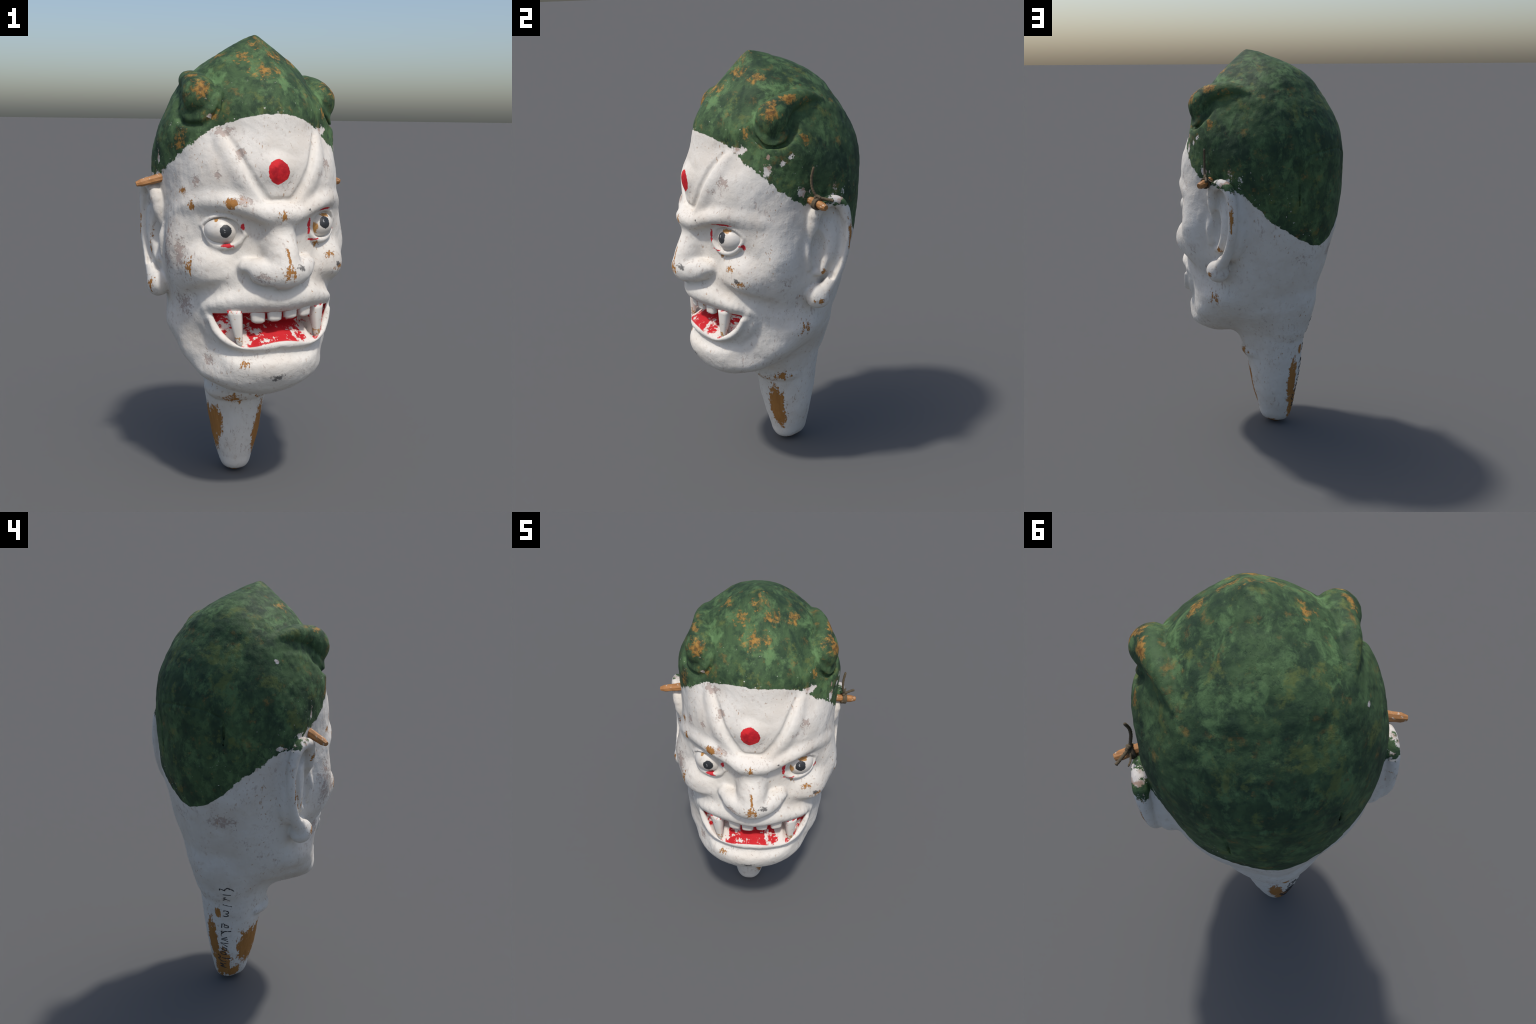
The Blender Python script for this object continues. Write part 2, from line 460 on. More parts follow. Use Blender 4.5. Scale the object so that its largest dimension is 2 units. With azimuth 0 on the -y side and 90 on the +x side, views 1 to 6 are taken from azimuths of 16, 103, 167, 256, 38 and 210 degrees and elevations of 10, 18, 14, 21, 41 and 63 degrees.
# ------------------------------------------------------------------ node helpers
class Graph:
    def __init__(self, name):
        self.mat = bpy.data.materials.new(name)
        self.mat.use_nodes = True
        self.t = self.mat.node_tree
        self.t.nodes.clear()
        self.out = self.t.nodes.new('ShaderNodeOutputMaterial')
        self.bsdf = self.t.nodes.new('ShaderNodeBsdfPrincipled')
        self.t.links.new(self.bsdf.outputs[0], self.out.inputs[0])
        tc = self.t.nodes.new('ShaderNodeTexCoord')
        self.obj = tc.outputs['Object']

    def put(self, sock, v):
        if isinstance(v, bpy.types.NodeSocket):
            self.t.links.new(v, sock)
        elif isinstance(v, (tuple, list)) and len(v) == 3 and sock.type == 'RGBA':
            sock.default_value = (*v, 1)
        else:
            sock.default_value = v

    def math(self, op, a, b=0.0, c=0.0, clamp=False):
        n = self.t.nodes.new('ShaderNodeMath')
        n.operation = op
        n.use_clamp = clamp
        for i, v in enumerate((a, b, c)):
            self.put(n.inputs[i], v)
        return n.outputs[0]

    def add(self, a, b): return self.math('ADD', a, b)
    def sub(self, a, b): return self.math('SUBTRACT', a, b)
    def mul(self, a, b): return self.math('MULTIPLY', a, b)
    def min(self, a, b): return self.math('MINIMUM', a, b)
    def max(self, a, b): return self.math('MAXIMUM', a, b)

    def vec(self, op, a, b=(0, 0, 0)):
        n = self.t.nodes.new('ShaderNodeVectorMath')
        n.operation = op
        self.put(n.inputs[0], a)
        self.put(n.inputs[1], b)
        return n.outputs['Value'] if op in ('LENGTH', 'DOT_PRODUCT', 'DISTANCE') else n.outputs[0]

    def xyz(self, v):
        n = self.t.nodes.new('ShaderNodeSeparateXYZ')
        self.put(n.inputs[0], v)
        return n.outputs

    def noise(self, scale, detail=3, rough=.55, stretch=(1, 1, 1), shift=(0, 0, 0), dist=0.0):
        m = self.t.nodes.new('ShaderNodeMapping')
        self.put(m.inputs[0], self.obj)
        m.inputs['Location'].default_value = shift
        m.inputs['Scale'].default_value = stretch
        n = self.t.nodes.new('ShaderNodeTexNoise')
        self.put(n.inputs['Vector'], m.outputs[0])
        n.inputs['Scale'].default_value = scale
        n.inputs['Detail'].default_value = detail
        n.inputs['Roughness'].default_value = rough
        n.inputs['Distortion'].default_value = dist
        return n.outputs['Fac']

    def step(self, v, lo, hi, smooth=True):
        n = self.t.nodes.new('ShaderNodeMapRange')
        n.interpolation_type = 'SMOOTHSTEP' if smooth else 'LINEAR'
        self.put(n.inputs['Value'], v)
        for k, q in (('From Min', lo), ('From Max', hi), ('To Min', 0.0), ('To Max', 1.0)):
            self.put(n.inputs[k], q)
        return n.outputs[0]

    def mix(self, fac, a, b):
        n = self.t.nodes.new('ShaderNodeMix')
        n.data_type = 'RGBA'
        self.put(n.inputs['Factor'], fac)
        self.put(n.inputs[6], a)
        self.put(n.inputs[7], b)
        return n.outputs[2]

    def spot(self, c, r):
        """distance from an ellipsoidal patch in units of its radius (0 centre, 1 edge)"""
        if not hasattr(r, '__len__'):
            r = (r, r, r)
        d = self.vec('SUBTRACT', self.obj, c)
        d = self.vec('MULTIPLY', d, tuple(1 / q for q in r))
        return self.vec('LENGTH', d)

    def spots(self, rows):
        """1 at the middle of the nearest patch, falling to 0 at its edge"""
        m = None
        for c, r in rows:
            d = self.spot(c, r)
            m = d if m is None else self.min(m, d)
        return self.math('SUBTRACT', 1.0, m)

    def curve(self, v, rows):
        n = self.t.nodes.new('ShaderNodeFloatCurve')
        cm = n.mapping
        pts = cm.curves[0].points
        while len(pts) > 2:
            pts.remove(pts[1])
        pts[0].location, pts[1].location = rows[0], rows[-1]
        for q in rows[1:-1]:
            pts.new(*q)
        for q in pts:
            q.handle_type = 'VECTOR'
        cm.update()
        self.put(n.inputs['Value'], v)
        return n.outputs[0]

    def bump(self, height, strength, distance, normal=None):
        n = self.t.nodes.new('ShaderNodeBump')
        n.inputs['Strength'].default_value = strength
        n.inputs['Distance'].default_value = distance
        self.put(n.inputs['Height'], height)
        if normal is not None:
            self.put(n.inputs['Normal'], normal)
        return n.outputs[0]


WHITE = (.66, .63, .58)
WOOD = (.36, .165, .045)
RED = (.58, .022, .028)


def white_paint(g):
    """aged white ground with stains and flecks"""
    big = g.noise(5, 4, .6)
    col = g.mix(g.step(big, .40, .70), WHITE, (.60, .555, .495))
    fine = g.noise(38, 5, .7)
    col = g.mix(g.mul(g.step(fine, .56, .70), .38), col, (.46, .39, .33))
    return col


def head_material():
    g = Graph('painted_wood')
    x, y, z = g.xyz(g.obj)
    n_fine = g.noise(55, 5, .65)
    n_mid = g.noise(16, 4, .6)
    streak = g.noise(40, 4, .7, stretch=(1.6, 1.6, .28))
    white = white_paint(g)
    # mauve-brown undercoat showing through
    under = g.spots([((.237, -.33, 1.468), (.028, .05, .036)), ((.19, -.35, 1.43), (.024, .05, .024)), ((-.303, -.248, 1.40), (.028, .04, .032)),
                     ((-.236, -.324, 1.43), (.022, .04, .022)), ((-.149, -.353, 1.512), (.030, .06, .042)), ((-.20, -.28, 1.60), (.06, .06, .030)),
                     ((-.359, -.203, 1.10), (.04, .06, .09)), ((-.33, -.16, .878), (.05, .08, .06)), ((-.243, -.255, .655), (.026, .05, .045)),
                     ((.365, -.12, 1.03), (.05, .05, .05)), ((-.15, -.39, 1.33), (.05, .05, .03)), ((.12, .40, .98), (.10, .08, .05)), ((-.17, .35, .99), (.10, .08, .05)),
                     ((-.37, -.12, 1.12), (.04, .06, .16)), ((-.10, -.48, 1.03), (.06, .06, .03))])
    um = g.step(g.add(under, g.add(g.mul(g.sub(n_fine, .5), 3.0), g.mul(g.sub(g.noise(150, 4, .7), .5), 1.6))), .25, .70)
    um = g.max(um, g.mul(g.mul(g.step(g.noise(48, 5, .7, stretch=(1, 1, .5), shift=(6, 2, 9)), .56, .68), g.step(g.noise(5, 3, .6, shift=(8, 2, 3)), .42, .60)), .75))
    col = g.mix(g.mul(um, .75), white, (.36, .27, .235))
    # bare wood
    ear_l = [((.438, .186, 1.20), (.014, .016, .14)), ((.439, .028, .922), (.035, .035, .018)), ((.402, .075, 1.045), (.02, .03, .02))]
    ear_r = [((-.436, .170, 1.17), (.016, .014, .19)), ((-.425, .020, .935), (.03, .03, .045)), ((-.395, .10, 1.14), (.015, .03, .11)), ((-.405, .035, 1.30), (.03, .015, .03))]
    face = [((-.005, -.451, 1.276), (.032, .05, .026)), ((.012, -.50, 1.048), (.042, .05, .040)), ((.008, -.48, 1.11), (.012, .06, .065)), ((.267, -.319, 1.09), (.034, .05, .022)),
            ((.322, -.30, 1.03), (.045, .05, .022)), ((-.325, -.25, 1.055), (.035, .05, .05)), ((-.195, -.378, 1.322), (.065, .05, .026)), ((-.316, -.247, 1.30), (.020, .04, .026)),
            ((.36, -.16, 1.015), (.03, .04, .016)), ((.38, .0, .775), (.03, .05, .045)), ((.196, -.335, 1.138), (.02, .04, .02)), ((-.137, -.391, .663), (.03, .05, .02)),
            ((-.336, -.189, 1.359), (.016, .04, .026)), ((.10, -.11, .40), (.085, .06, .034)), ((-.08, -.10, .40), (.07, .06, .034)), ((.12, -.02, .43), (.05, .06, .025))]
    neck = [((-.120, .08, .22), (.035, .09, .19)), ((.070, -.03, .20), (.045, .06, .21)), ((.0, .195, .28), (.040, .05, .19)), ((-.035, .165, .13), (.055, .06, .13)),
            ((-.04, .22, .44), (.020, .04, .04)), ((-.115, .03, .27), (.05, .06, .11)), ((.0, .07, .0), (.10, .10, .04)), ((-.085, .13, .06), (.05, .05, .06)), ((-.10, .10, .30), (.05, .05, .10))]
    wood = g.max(g.spots(ear_l + ear_r + face), g.mul(g.spots(neck), 2.2))
    nn = g.add(g.mul(g.sub(n_fine, .5), 2.6), g.add(g.mul(g.sub(streak, .5), 2.6), g.mul(g.sub(g.noise(140, 4, .7), .5), 1.6)))
    wm = g.step(g.add(wood, nn), .36, .60)
    flecks = g.mul(g.step(g.noise(85, 5, .65, stretch=(1, 1, .6)), .60, .68), g.step(g.noise(6, 3, .6, shift=(3, 1, 2)), .44, .58))
    wm = g.max(wm, g.mul(flecks, .65))
    grain = g.noise(70, 3, .6, stretch=(1, 1, .12))
    wcol = g.mix(grain, (.25, .105, .028), (.44, .215, .065))
    col = g.mix(wm, col, wcol)
    # soot-dark dabs
    dark = g.spots([((.064, -.479, 1.07), (.030, .04, .020)), ((.312, -.315, 1.045), (.022, .04, .018)), ((-.003, -.43, .602), (.045, .05, .022)), ((.126, -.416, 1.292), (.008, .02, .008))])
    col = g.mix(g.mul(g.step(g.add(dark, g.mul(g.sub(n_fine, .5), 3.0)), .30, .65), .85), col, (.06, .06, .062))
    # mouth: red on lips and inside, worn to white
    u = g.sub(x, MOUTH_X)
    u2 = g.mul(u, u)
    top = g.sub(.881, g.mul(u2, .20))
    bot = g.add(g.sub(.752, g.mul(u2, 2.2)), g.mul(g.mul(u2, u2), 55))
    front = g.add(-.438, g.mul(u2, 1.9))
    inside = g.min(g.min(g.sub(top, z), g.sub(z, bot)), g.min(g.sub(y, front), g.sub(.268, g.math('ABSOLUTE', u))))
    rim = g.step(inside, .000, .004)
    deep = g.step(g.sub(.034, g.min(g.sub(top, z), .1)), -.004, .004)        # the band by the upper lip is always red
    worn = g.step(g.add(g.noise(24, 5, .7, stretch=(1, .6, 1.4)), g.sub(g.mul(g.math('MINIMUM', g.math('MAXIMUM', g.sub(g.math('ABSOLUTE', u), .10), -.1), .06), 1.2), g.mul(g.math('MAXIMUM', g.sub(g.math('ABSOLUTE', u), .195), 0.0), 1.6))), .48, .54)
    band = g.step(g.sub(top, z), .026, .016)
    reds = g.mul(rim, g.sub(1.0, g.mul(g.mul(worn, .95), g.sub(1.0, g.mul(band, g.step(n_mid, .38, .46))))))
    reds = g.mul(reds, g.step(y, -.10, -.14))
    col = g.mix(reds, col, g.mix(n_mid, RED, (.40, .012, .018)))
    # red dot on the forehead
    dot = g.sub(1.0, g.spot((-.009, -.43, 1.446), (.047, .09, .049)))
    dm = g.step(g.add(dot, g.add(g.mul(g.sub(g.noise(22, 3), .5), .45), g.mul(g.sub(g.noise(90, 4), .5), .22))), .0, .03)
    col = g.mix(dm, col, g.mix(g.step(n_mid, .45, .65), RED, (.36, .012, .02)))
    # red at the eye corners and rims
    er = g.spots([((.152, -.36, 1.215), (.012, .05, .045)), ((.18, -.34, 1.160), (.04, .05, .010)), ((-.140, -.37, 1.225), (.012, .05, .020)), ((-.19, -.34, 1.148), (.04, .05, .010)),
                  ((.30, -.27, 1.19), (.012, .04, .02)), ((.23, -.34, 1.285), (.08, .05, .008))])
    col = g.mix(g.step(g.add(er, g.mul(g.sub(n_fine, .5), 2.0)), .25, .45), col, (.52, .03, .04))

    # ---- the green cap
    ang = g.math('DIVIDE', g.math('ARCTAN2', x, g.mul(y, -1.0)), 2 * math.pi)
    ang = g.add(ang, .5)
    line = g.curve(ang, [((a + 180) / 360, b - 1.0) for a, b in HAIRLINE])
    over = g.sub(g.sub(z, 1.0), line)                      # metres above the hair line
    ragged = g.mul(g.sub(g.noise(34, 5, .7), .5), .075)
    side = g.step(g.math('ABSOLUTE', x), .12, .30)
    over_r = g.add(over, g.mul(ragged, g.add(.25, g.mul(side, .75))))
    cap = g.step(over_r, -.0015, .0015)
    chips = g.spots([((.25, -.244, 1.604), (.05, .05, .022)), ((.351, -.165, 1.524), (.016, .04, .042)), ((.391, -.026, 1.424), (.03, .035, .032)), ((.408, .141, 1.417), (.03, .028, .05)),
                     ((.392, .191, 1.382), (.03, .022, .05)), ((.349, -.162, 1.585), (.03, .014, .018)), ((.386, -.075, 1.581), (.03, .016, .017)), ((.374, -.111, 1.551), (.03, .014, .017)),
                     ((-.238, -.233, 1.657), (.016, .04, .018)), ((-.377, .022, 1.488), (.03, .014, .04)), ((-.28, .17, 1.727), (.03, .012, .014)), ((-.003, .091, 1.80), (.012, .016, .02)),
                     ((.013, .151, 1.761), (.014, .02, .02)), ((.164, .034, 1.835), (.014, .014, .02)), ((-.039, .269, 1.697), (.026, .03, .03)), ((-.395, .10, 1.40), (.03, .04, .025)),
                     ((-.35, .20, 1.36), (.04, .05, .014)), ((.42, .12, 1.385), (.05, .06, .03)), ((-.42, .10, 1.37), (.05, .07, .03))])
    chipm = g.step(g.add(g.mul(chips, .8), g.add(g.mul(g.sub(g.noise(36, 5, .7), .5), 2.4), g.mul(g.sub(n_fine, .5), 1.2))), .24, .32)
    specks = g.mul(g.step(g.noise(80, 2, .5, shift=(5, 2, 1)), .725, .745), g.step(over, .30, .02))
    n1 = g.noise(6.5, 6, .66, stretch=(1.3, 1.0, .75), dist=.35)
    n2 = g.noise(22, 5, .68, shift=(1, 4, 2), dist=.3)
    n3 = g.noise(13, 6, .7, shift=(2, 7, 4), stretch=(1.2, 1, .7), dist=.4)
    green = g.mix(g.step(n1, .36, .62), (.026, .050, .028), (.058, .104, .046))
    green = g.mix(g.mul(g.step(n3, .47, .66), .85), green, (.096, .170, .072))
    green = g.mix(g.mul(g.step(g.noise(26, 5, .7, shift=(9, 9, 1)), .48, .68), .70), green, (.020, .040, .026))
    green = g.mix(g.mul(g.step(g.noise(10, 5, .7, shift=(3, 8, 5)), .56, .66), .55), green, (.13, .155, .045))
    pale = g.spots([((-.185, -.165, 1.80), (.045, .09, .10)), ((.0, .03, 1.87), (.035, .13, .07)), ((.215, -.05, 1.83), (.035, .11, .06)), ((-.19, .06, 1.84), (.035, .13, .06)),
                    ((.06, -.285, 1.786), (.03, .05, .06)), ((-.05, -.24, 1.82), (.025, .05, .06)), ((.27, -.20, 1.74), (.03, .05, .06)), ((-.345, -.06, 1.72), (.03, .05, .03)), ((.37, .01, 1.70), (.03, .04, .04))])
    green = g.mix(g.mul(g.step(g.add(pale, g.add(g.mul(g.sub(n3, .5), 2.6), g.mul(g.sub(n2, .5), 2.2))), .15, .85), .75), green, (.118, .215, .088))
    bulb = g.spots([((-.262, -.195, 1.765), (.050, .05, .065)), ((.340, -.135, 1.765), (.05, .055, .048)), ((.325, -.05, 1.815), (.04, .06, .028)), ((-.275, -.12, 1.815), (.035, .05, .02))])
    rub = g.spots([((.003, -.118, 1.955), (.05, .06, .05)), ((.06, -.145, 1.916), (.06, .07, .05)), ((.158, -.12, 1.886), (.05, .06, .04)), ((-.07, -.153, 1.90), (.05, .06, .05)),
                   ((-.265, -.18, 1.76), (.05, .06, .075)), ((.33, -.13, 1.775), (.06, .055, .055)), ((.379, .0, 1.646), (.04, .03, .03)), ((.278, -.22, 1.676), (.03, .03, .05)),
                   ((-.143, -.042, 1.905), (.05, .05, .04)), ((-.057, .044, 1.836), (.035, .045, .04)), ((-.22, -.23, 1.66), (.05, .04, .03)), ((-.34, -.14, 1.56), (.05, .06, .06)),
                   ((.0, -.24, 1.84), (.10, .06, .06)), ((.30, .03, 1.80), (.05, .06, .03))])
    rm = g.step(g.add(g.max(g.mul(rub, .8), g.mul(bulb, 1.5)), g.add(g.mul(g.sub(n2, .5), 2.6), g.mul(g.sub(n_fine, .5), 2.0))), .25, .85)
    rm2 = g.mul(g.step(g.noise(17, 5, .7, shift=(4, 4, 8)), .56, .72), .40)
    green = g.mix(g.max(g.mul(rm, .85), rm2), green, g.mix(g.step(n_fine, .38, .62), (.15, .070, .020), (.36, .19, .045)))
    green = g.mix(g.max(specks, 0.0), green, (.52, .50, .45))
    chip_col = g.mix(g.step(n_mid, .45, .6), (.62, .58, .54), (.36, .25, .19))
    green = g.mix(chipm, green, chip_col)
    col = g.mix(cap, col, green)
    g.put(g.bsdf.inputs['Base Color'], col)
    g.put(g.bsdf.inputs['Roughness'], g.math('ADD', g.mul(g.noise(20, 3), .2), .60))
    g.bsdf.inputs['Specular IOR Level'].default_value = .15
    h = g.add(g.mul(g.noise(28, 5, .6), .6), g.mul(g.noise(110, 3, .6), .25))
    h = g.sub(h, g.mul(g.max(wm, um), .35))
    h = g.add(h, g.mul(cap, .10))
    g.put(g.bsdf.inputs['Normal'], g.bump(h, .6, .006))
    return g.mat


def eye_material(name, iris, seed):
    g = Graph(name)
    col = white_paint(g)
    n = g.noise(60, 4, .6, shift=(seed, 0, 0))
    wood = g.spots([((iris[0] - .048, iris[1] + .02, -.010), (.024, .06, .036)), ((iris[0] + .015, iris[1], .044), (.040, .06, .012))] if seed > 0 else [((-.030, iris[1], .046), (.024, .06, .012))])
    col = g.mix(g.step(g.add(wood, g.mul(g.sub(n, .5), 1.8)), .18, .35), col, (.40, .20, .055))
    d = g.sub(1.0, g.spot(iris, (.0255, .08, .0265)))
    black = g.step(g.add(d, g.mul(g.sub(n, .5), .5)), .0, .08)
    glint = g.step(g.add(g.spots([((iris[0] - .006, iris[1], iris[2] + .004), (.012, .05, .012))]), g.mul(g.sub(g.noise(130, 3, .6), .5), 3.2)), .75, .95)
    col = g.mix(black, col, g.mix(glint, (.022, .024, .027), (.42, .42, .42)))
    g.put(g.bsdf.inputs['Base Color'], col)
    g.bsdf.inputs['Roughness'].default_value = .45
    g.put(g.bsdf.inputs['Normal'], g.bump(g.noise(60, 4), .25, .004))
    return g.mat


def tooth_material():
    g = Graph('tooth_paint')
    col = white_paint(g)
    x, y, z = g.xyz(g.obj)
    n = g.noise(45, 4, .6)
    edge = g.step(g.add(n, g.mul(g.step(z, -.0, -.05), .14)), .62, .68)
    col = g.mix(edge, col, (.40, .20, .06))
    r = g.step(g.add(g.noise(60, 4, .6, shift=(3, 3, 3)), g.mul(g.step(z, .050, .075), .2)), .69, .75)
    col = g.mix(r, col, RED)
    g.put(g.bsdf.inputs['Base Color'], col)
    g.bsdf.inputs['Roughness'].default_value = .5
    return g.mat


def peg_material():
    g = Graph('bare_peg_wood')
    n = g.noise(45, 4, .6, stretch=(.2, 1.4, 1.4))
    col = g.mix(n, (.20, .085, .028), (.52, .24, .075))
    col = g.mix(g.mul(g.step(g.noise(60, 4), .62, .68), .7), col, (.55, .48, .40))
    g.put(g.bsdf.inputs['Base Color'], col)
    g.bsdf.inputs['Roughness'].default_value = .6
    g.put(g.bsdf.inputs['Normal'], g.bump(n, .5, .006))
    return g.mat


def string_material():
    g = Graph('old_string')
    col = g.mix(g.noise(90, 3), (.045, .034, .020), (.14, .105, .06))
    g.put(g.bsdf.inputs['Base Color'], col)
    g.bsdf.inputs['Roughness'].default_value = .9
    return g.mat


def ink_material():
    g = Graph('black_ink')
    g.put(g.bsdf.inputs['Base Color'], g.mix(g.step(g.noise(70, 3), .55, .75), (.016, .016, .018), (.10, .095, .09)))
    g.bsdf.inputs['Roughness'].default_value = .7
    return g.mat


# ------------------------------------------------------------------ objects
ROOT = bpy.data.objects.new('puppet_head', None)
bpy.context.collection.objects.link(ROOT)
ROOT.rotation_euler = (0, 0, YAW)
ROOT["label"] = "white painted wooden demon puppet head with green cap"
ROOT["category"] = "puppet head"


def make(name, verts, faces, mat, parent=ROOT, origin=None, smooth=True):
    me = bpy.data.meshes.new(name)
    v = np.asarray(verts, float)
    if origin is not None:
        v = v - np.array(origin)
    me.from_pydata([tuple(q) for q in v], [], [tuple(int(i) for i in f) for f in faces])
    me.validate()
    if smooth:
        me.polygons.foreach_set('use_smooth', [True] * len(me.polygons))
    me.materials.append(mat)
    ob = bpy.data.objects.new(name, me)
    bpy.context.collection.objects.link(ob)
    ob.parent = parent
    if origin is not None:
        ob.location = origin
    return ob


def sweep(path, radii, sides=10, squash=1.0, facet=None):
    """closed tube mesh round a path of points"""
    p = [Vector(q) for q in path]
    n = len(p)
    verts, faces = [], []
    up = Vector((.13, .31, .94))
    for i in range(n):
        t = (p[min(i + 1, n - 1)] - p[max(i - 1, 0)]).normalized()
        a = up.cross(t)
        if a.length < 1e-4:
            a = Vector((1, 0, 0)).cross(t)
        a.normalize()
        b = t.cross(a)
        up = b
        for k in range(sides):
            w = 2 * math.pi * k / sides
            f = facet(i, k) if facet else 1
            verts.append(p[i] + radii[i] * f * (math.cos(w) * a + squash * math.sin(w) * b))
    for i in range(n - 1):
        for k in range(sides):
            k2 = (k + 1) % sides
            faces.append((i * sides + k, i * sides + k2, (i + 1) * sides + k2, (i + 1) * sides + k))
    verts += [p[0], p[-1]]
    m = n * sides
    for k in range(sides):
        faces.append((m, (k + 1) % sides, k))
        faces.append((m + 1, (n - 1) * sides + k, (n - 1) * sides + (k + 1) % sides))
    return verts, faces


PAINT = head_material()

# ---- the carved solid
f, xs, ys, zs = build_field()
V, Q = surface_nets(f, xs, ys, zs)
del f
V = relax(V, Q, 2, .5)
N = vertex_normals(V, Q)
th = np.degrees(np.arctan2(V[:, 0], -V[:, 1]))
on_cap = V[:, 2] > hairline(th)
amp = np.where(on_cap, .0012, .0010)
fade = np.clip((V[:, 2] - .03) / .2, 0, 1)
V = V + N * (amp * wobble(V, 9, 1) + .0007 * wobble(V, 26, 2) * np.where(on_cap, 1.3, .7) + .0012 * wobble(V, 4, 3))[:, None] * fade[:, None]
V[:, 2] -= V[:, 2].min()
V[:, 2] *= 2.0 / V[:, 2].max()
N = vertex_normals(V, Q)

# regions
C = V[Q].mean(1)
P3 = (C[:, 0], C[:, 1], C[:, 2])
region = np.zeros(len(Q), int)                     # 0 face
cth = np.degrees(np.arctan2(C[:, 0], -C[:, 1]))
region[C[:, 2] > hairline(cth)] = 1                # cap
region[(C[:, 2] < .47) & (np.hypot(C[:, 0], C[:, 1] - .05) < .235) & ~((C[:, 1] < -.13) & (C[:, 2] > .44))] = 2      # neck
nose = tube([(-.122, -.368, 1.058, .040), (-.035, -.432, 1.044, .060), (.050, -.432, 1.044, .060), (.136, -.368, 1.058, .040)])[0](P3)
nose = np.minimum(nose, tube([(.004, -.372, 1.215, .050), (.004, -.390, 1.18, .062), (.006, -.415, 1.11, .072)])[0](P3))
region[(region == 0) & (nose < .006)] = 3
mouth_d = mouth_cavity(P3)
region[(region == 0) & (mouth_d < .006) & (C[:, 1] < -.1)] = 4
for i, parts in enumerate(EAR_PARTS):
    d = ear_distance(parts, P3)
    region[(d < .008) & (np.abs(C[:, 0]) > .35) & (np.sign(C[:, 0]) == (1, -1)[i])] = 5 + i
for i, (fn, _) in enumerate(ROLLS):
    region[(region == 1) & (fn(P3) < .010)] = 7 + i

names = {0: 'face', 1: 'cap', 2: 'neck', 3: 'nose', 4: 'mouth', 5: 'ear', 6: 'ear', 7: 'hair_roll', 8: 'hair_roll'}
for r, nm in names.items():
    fs = Q[region == r]
    if not len(fs):
        continue
    used, inv = np.unique(fs, return_inverse=True)
    ob = make(nm, V[used], inv.reshape(-1, 4), PAINT)
    ob.data.normals_split_custom_set_from_vertices([tuple(q) for q in N[used]])

tree = BVHTree.FromPolygons([tuple(q) for q in V], [tuple(int(i) for i in q) for q in Q])

# ---- eyes
def ball(r, seg=48, rings=32):
    verts, faces = [], []
    for i in range(rings + 1):
        a = math.pi * i / rings
        for k in range(seg):
            b = 2 * math.pi * k / seg
            verts.append((r[0] * math.sin(a) * math.cos(b), r[1] * math.sin(a) * math.sin(b), r[2] * math.cos(a)))
    for i in range(rings):
        for k in range(seg):
            k2 = (k + 1) % seg
            faces.append((i * seg + k, (i + 1) * seg + k, (i + 1) * seg + k2, i * seg + k2))
    return verts, faces


for x, yc, zc, s, iris in ((-.209, -.290, 1.206, -1, (.001, -.06, .003)), (.226, -.288, 1.214, 1, (.006, -.06, .014))):
    v, fc = ball((.070, .062, .058))
    t = math.radians(30 * s)
    v = [(a * math.cos(t) - b * math.sin(t), a * math.sin(t) + b * math.cos(t), c) for a, b, c in v]
    make('eyeball', v, fc, eye_material('eye_paint', iris, s), origin=None).location = (x, yc, zc)

# ---- teeth
TOOTH = tooth_material()
def tooth(top, tip, wide, deep, blunt, face_turn):
    """tapered, rounded peg from top to tip"""
    n, sides = 9, 14
    verts, faces = [], []
    t = math.radians(face_turn)
    for i in range(n):
        q = i / (n - 1)
        w = (1 - q) * 1.0 + q * blunt
        w *= 1 if i < n - 1 else .55
        c = [top[j] + (tip[j] - top[j]) * q for j in range(3)]
        for k in range(sides):
            a = 2 * math.pi * k / sides
            sx = math.copysign(abs(math.cos(a))**.6, math.cos(a)) * wide * w
            sy = math.copysign(abs(math.sin(a))**.6, math.sin(a)) * deep * w
            verts.append((c[0] + sx * math.cos(t) - sy * math.sin(t), c[1] + sx * math.sin(t) + sy * math.cos(t), c[2]))
    for i in range(n - 1):
        for k in range(sides):
            k2 = (k + 1) % sides
            faces.append((i * sides + k2, i * sides + k, (i + 1) * sides + k, (i + 1) * sides + k2))
    faces.append(tuple(range(sides)))
    faces.append(tuple(reversed(range((n - 1) * sides, n * sides))))
    o = [(top[j] + tip[j]) / 2 for j in range(3)]
    return make('tooth', verts, faces, TOOTH, origin=o)


tooth((-.166, -.342, .885), (-.149, -.370, .728), .033, .030, .28, -28)
tooth((.202, -.332, .880), (.206, -.354, .735), .033, .030, .28, 28)
tooth((-.078, -.370, .892), (-.074, -.376, .828), .034, .020, .80, -12)
tooth((-.010, -.388, .895), (-.010, -.394, .836), .034, .020, .80, -2)
tooth((.060, -.386, .895), (.060, -.390, .842), .033, .020, .80, 6)
tooth((.130, -.368, .892), (.131, -.374, .842), .033, .020, .80, 18)

# ---- wooden pegs
PEG = peg_material()
def peg(a, b, r0, r1, seed):
    rr = random.Random(seed)
    cuts = [rr.uniform(.88, 1.08) for _ in range(9)]
    a, b = Vector(a), Vector(b)
    path, rad = [], []
    for i in range(14):
        q = i / 13
        path.append(a.lerp(b, q))
        w = r0 + (r1 - r0) * q
        if q > .85:
            w *= 1 - (q - .85) * 2.2
        rad.append(w)
    v, fc = sweep(path, rad, 9, facet=lambda i, k: cuts[k] * (1 + .03 * math.sin(i * 1.3 + k)))
    o = tuple(a)
    return make('peg', v, fc, PEG, origin=o, smooth=False)


peg((.350, .005, 1.386), (.494, .033, 1.366), .0185, .0185, 3)
peg((-.345, .016, 1.404), (-.477, .033, 1.370), .021, .016, 5)

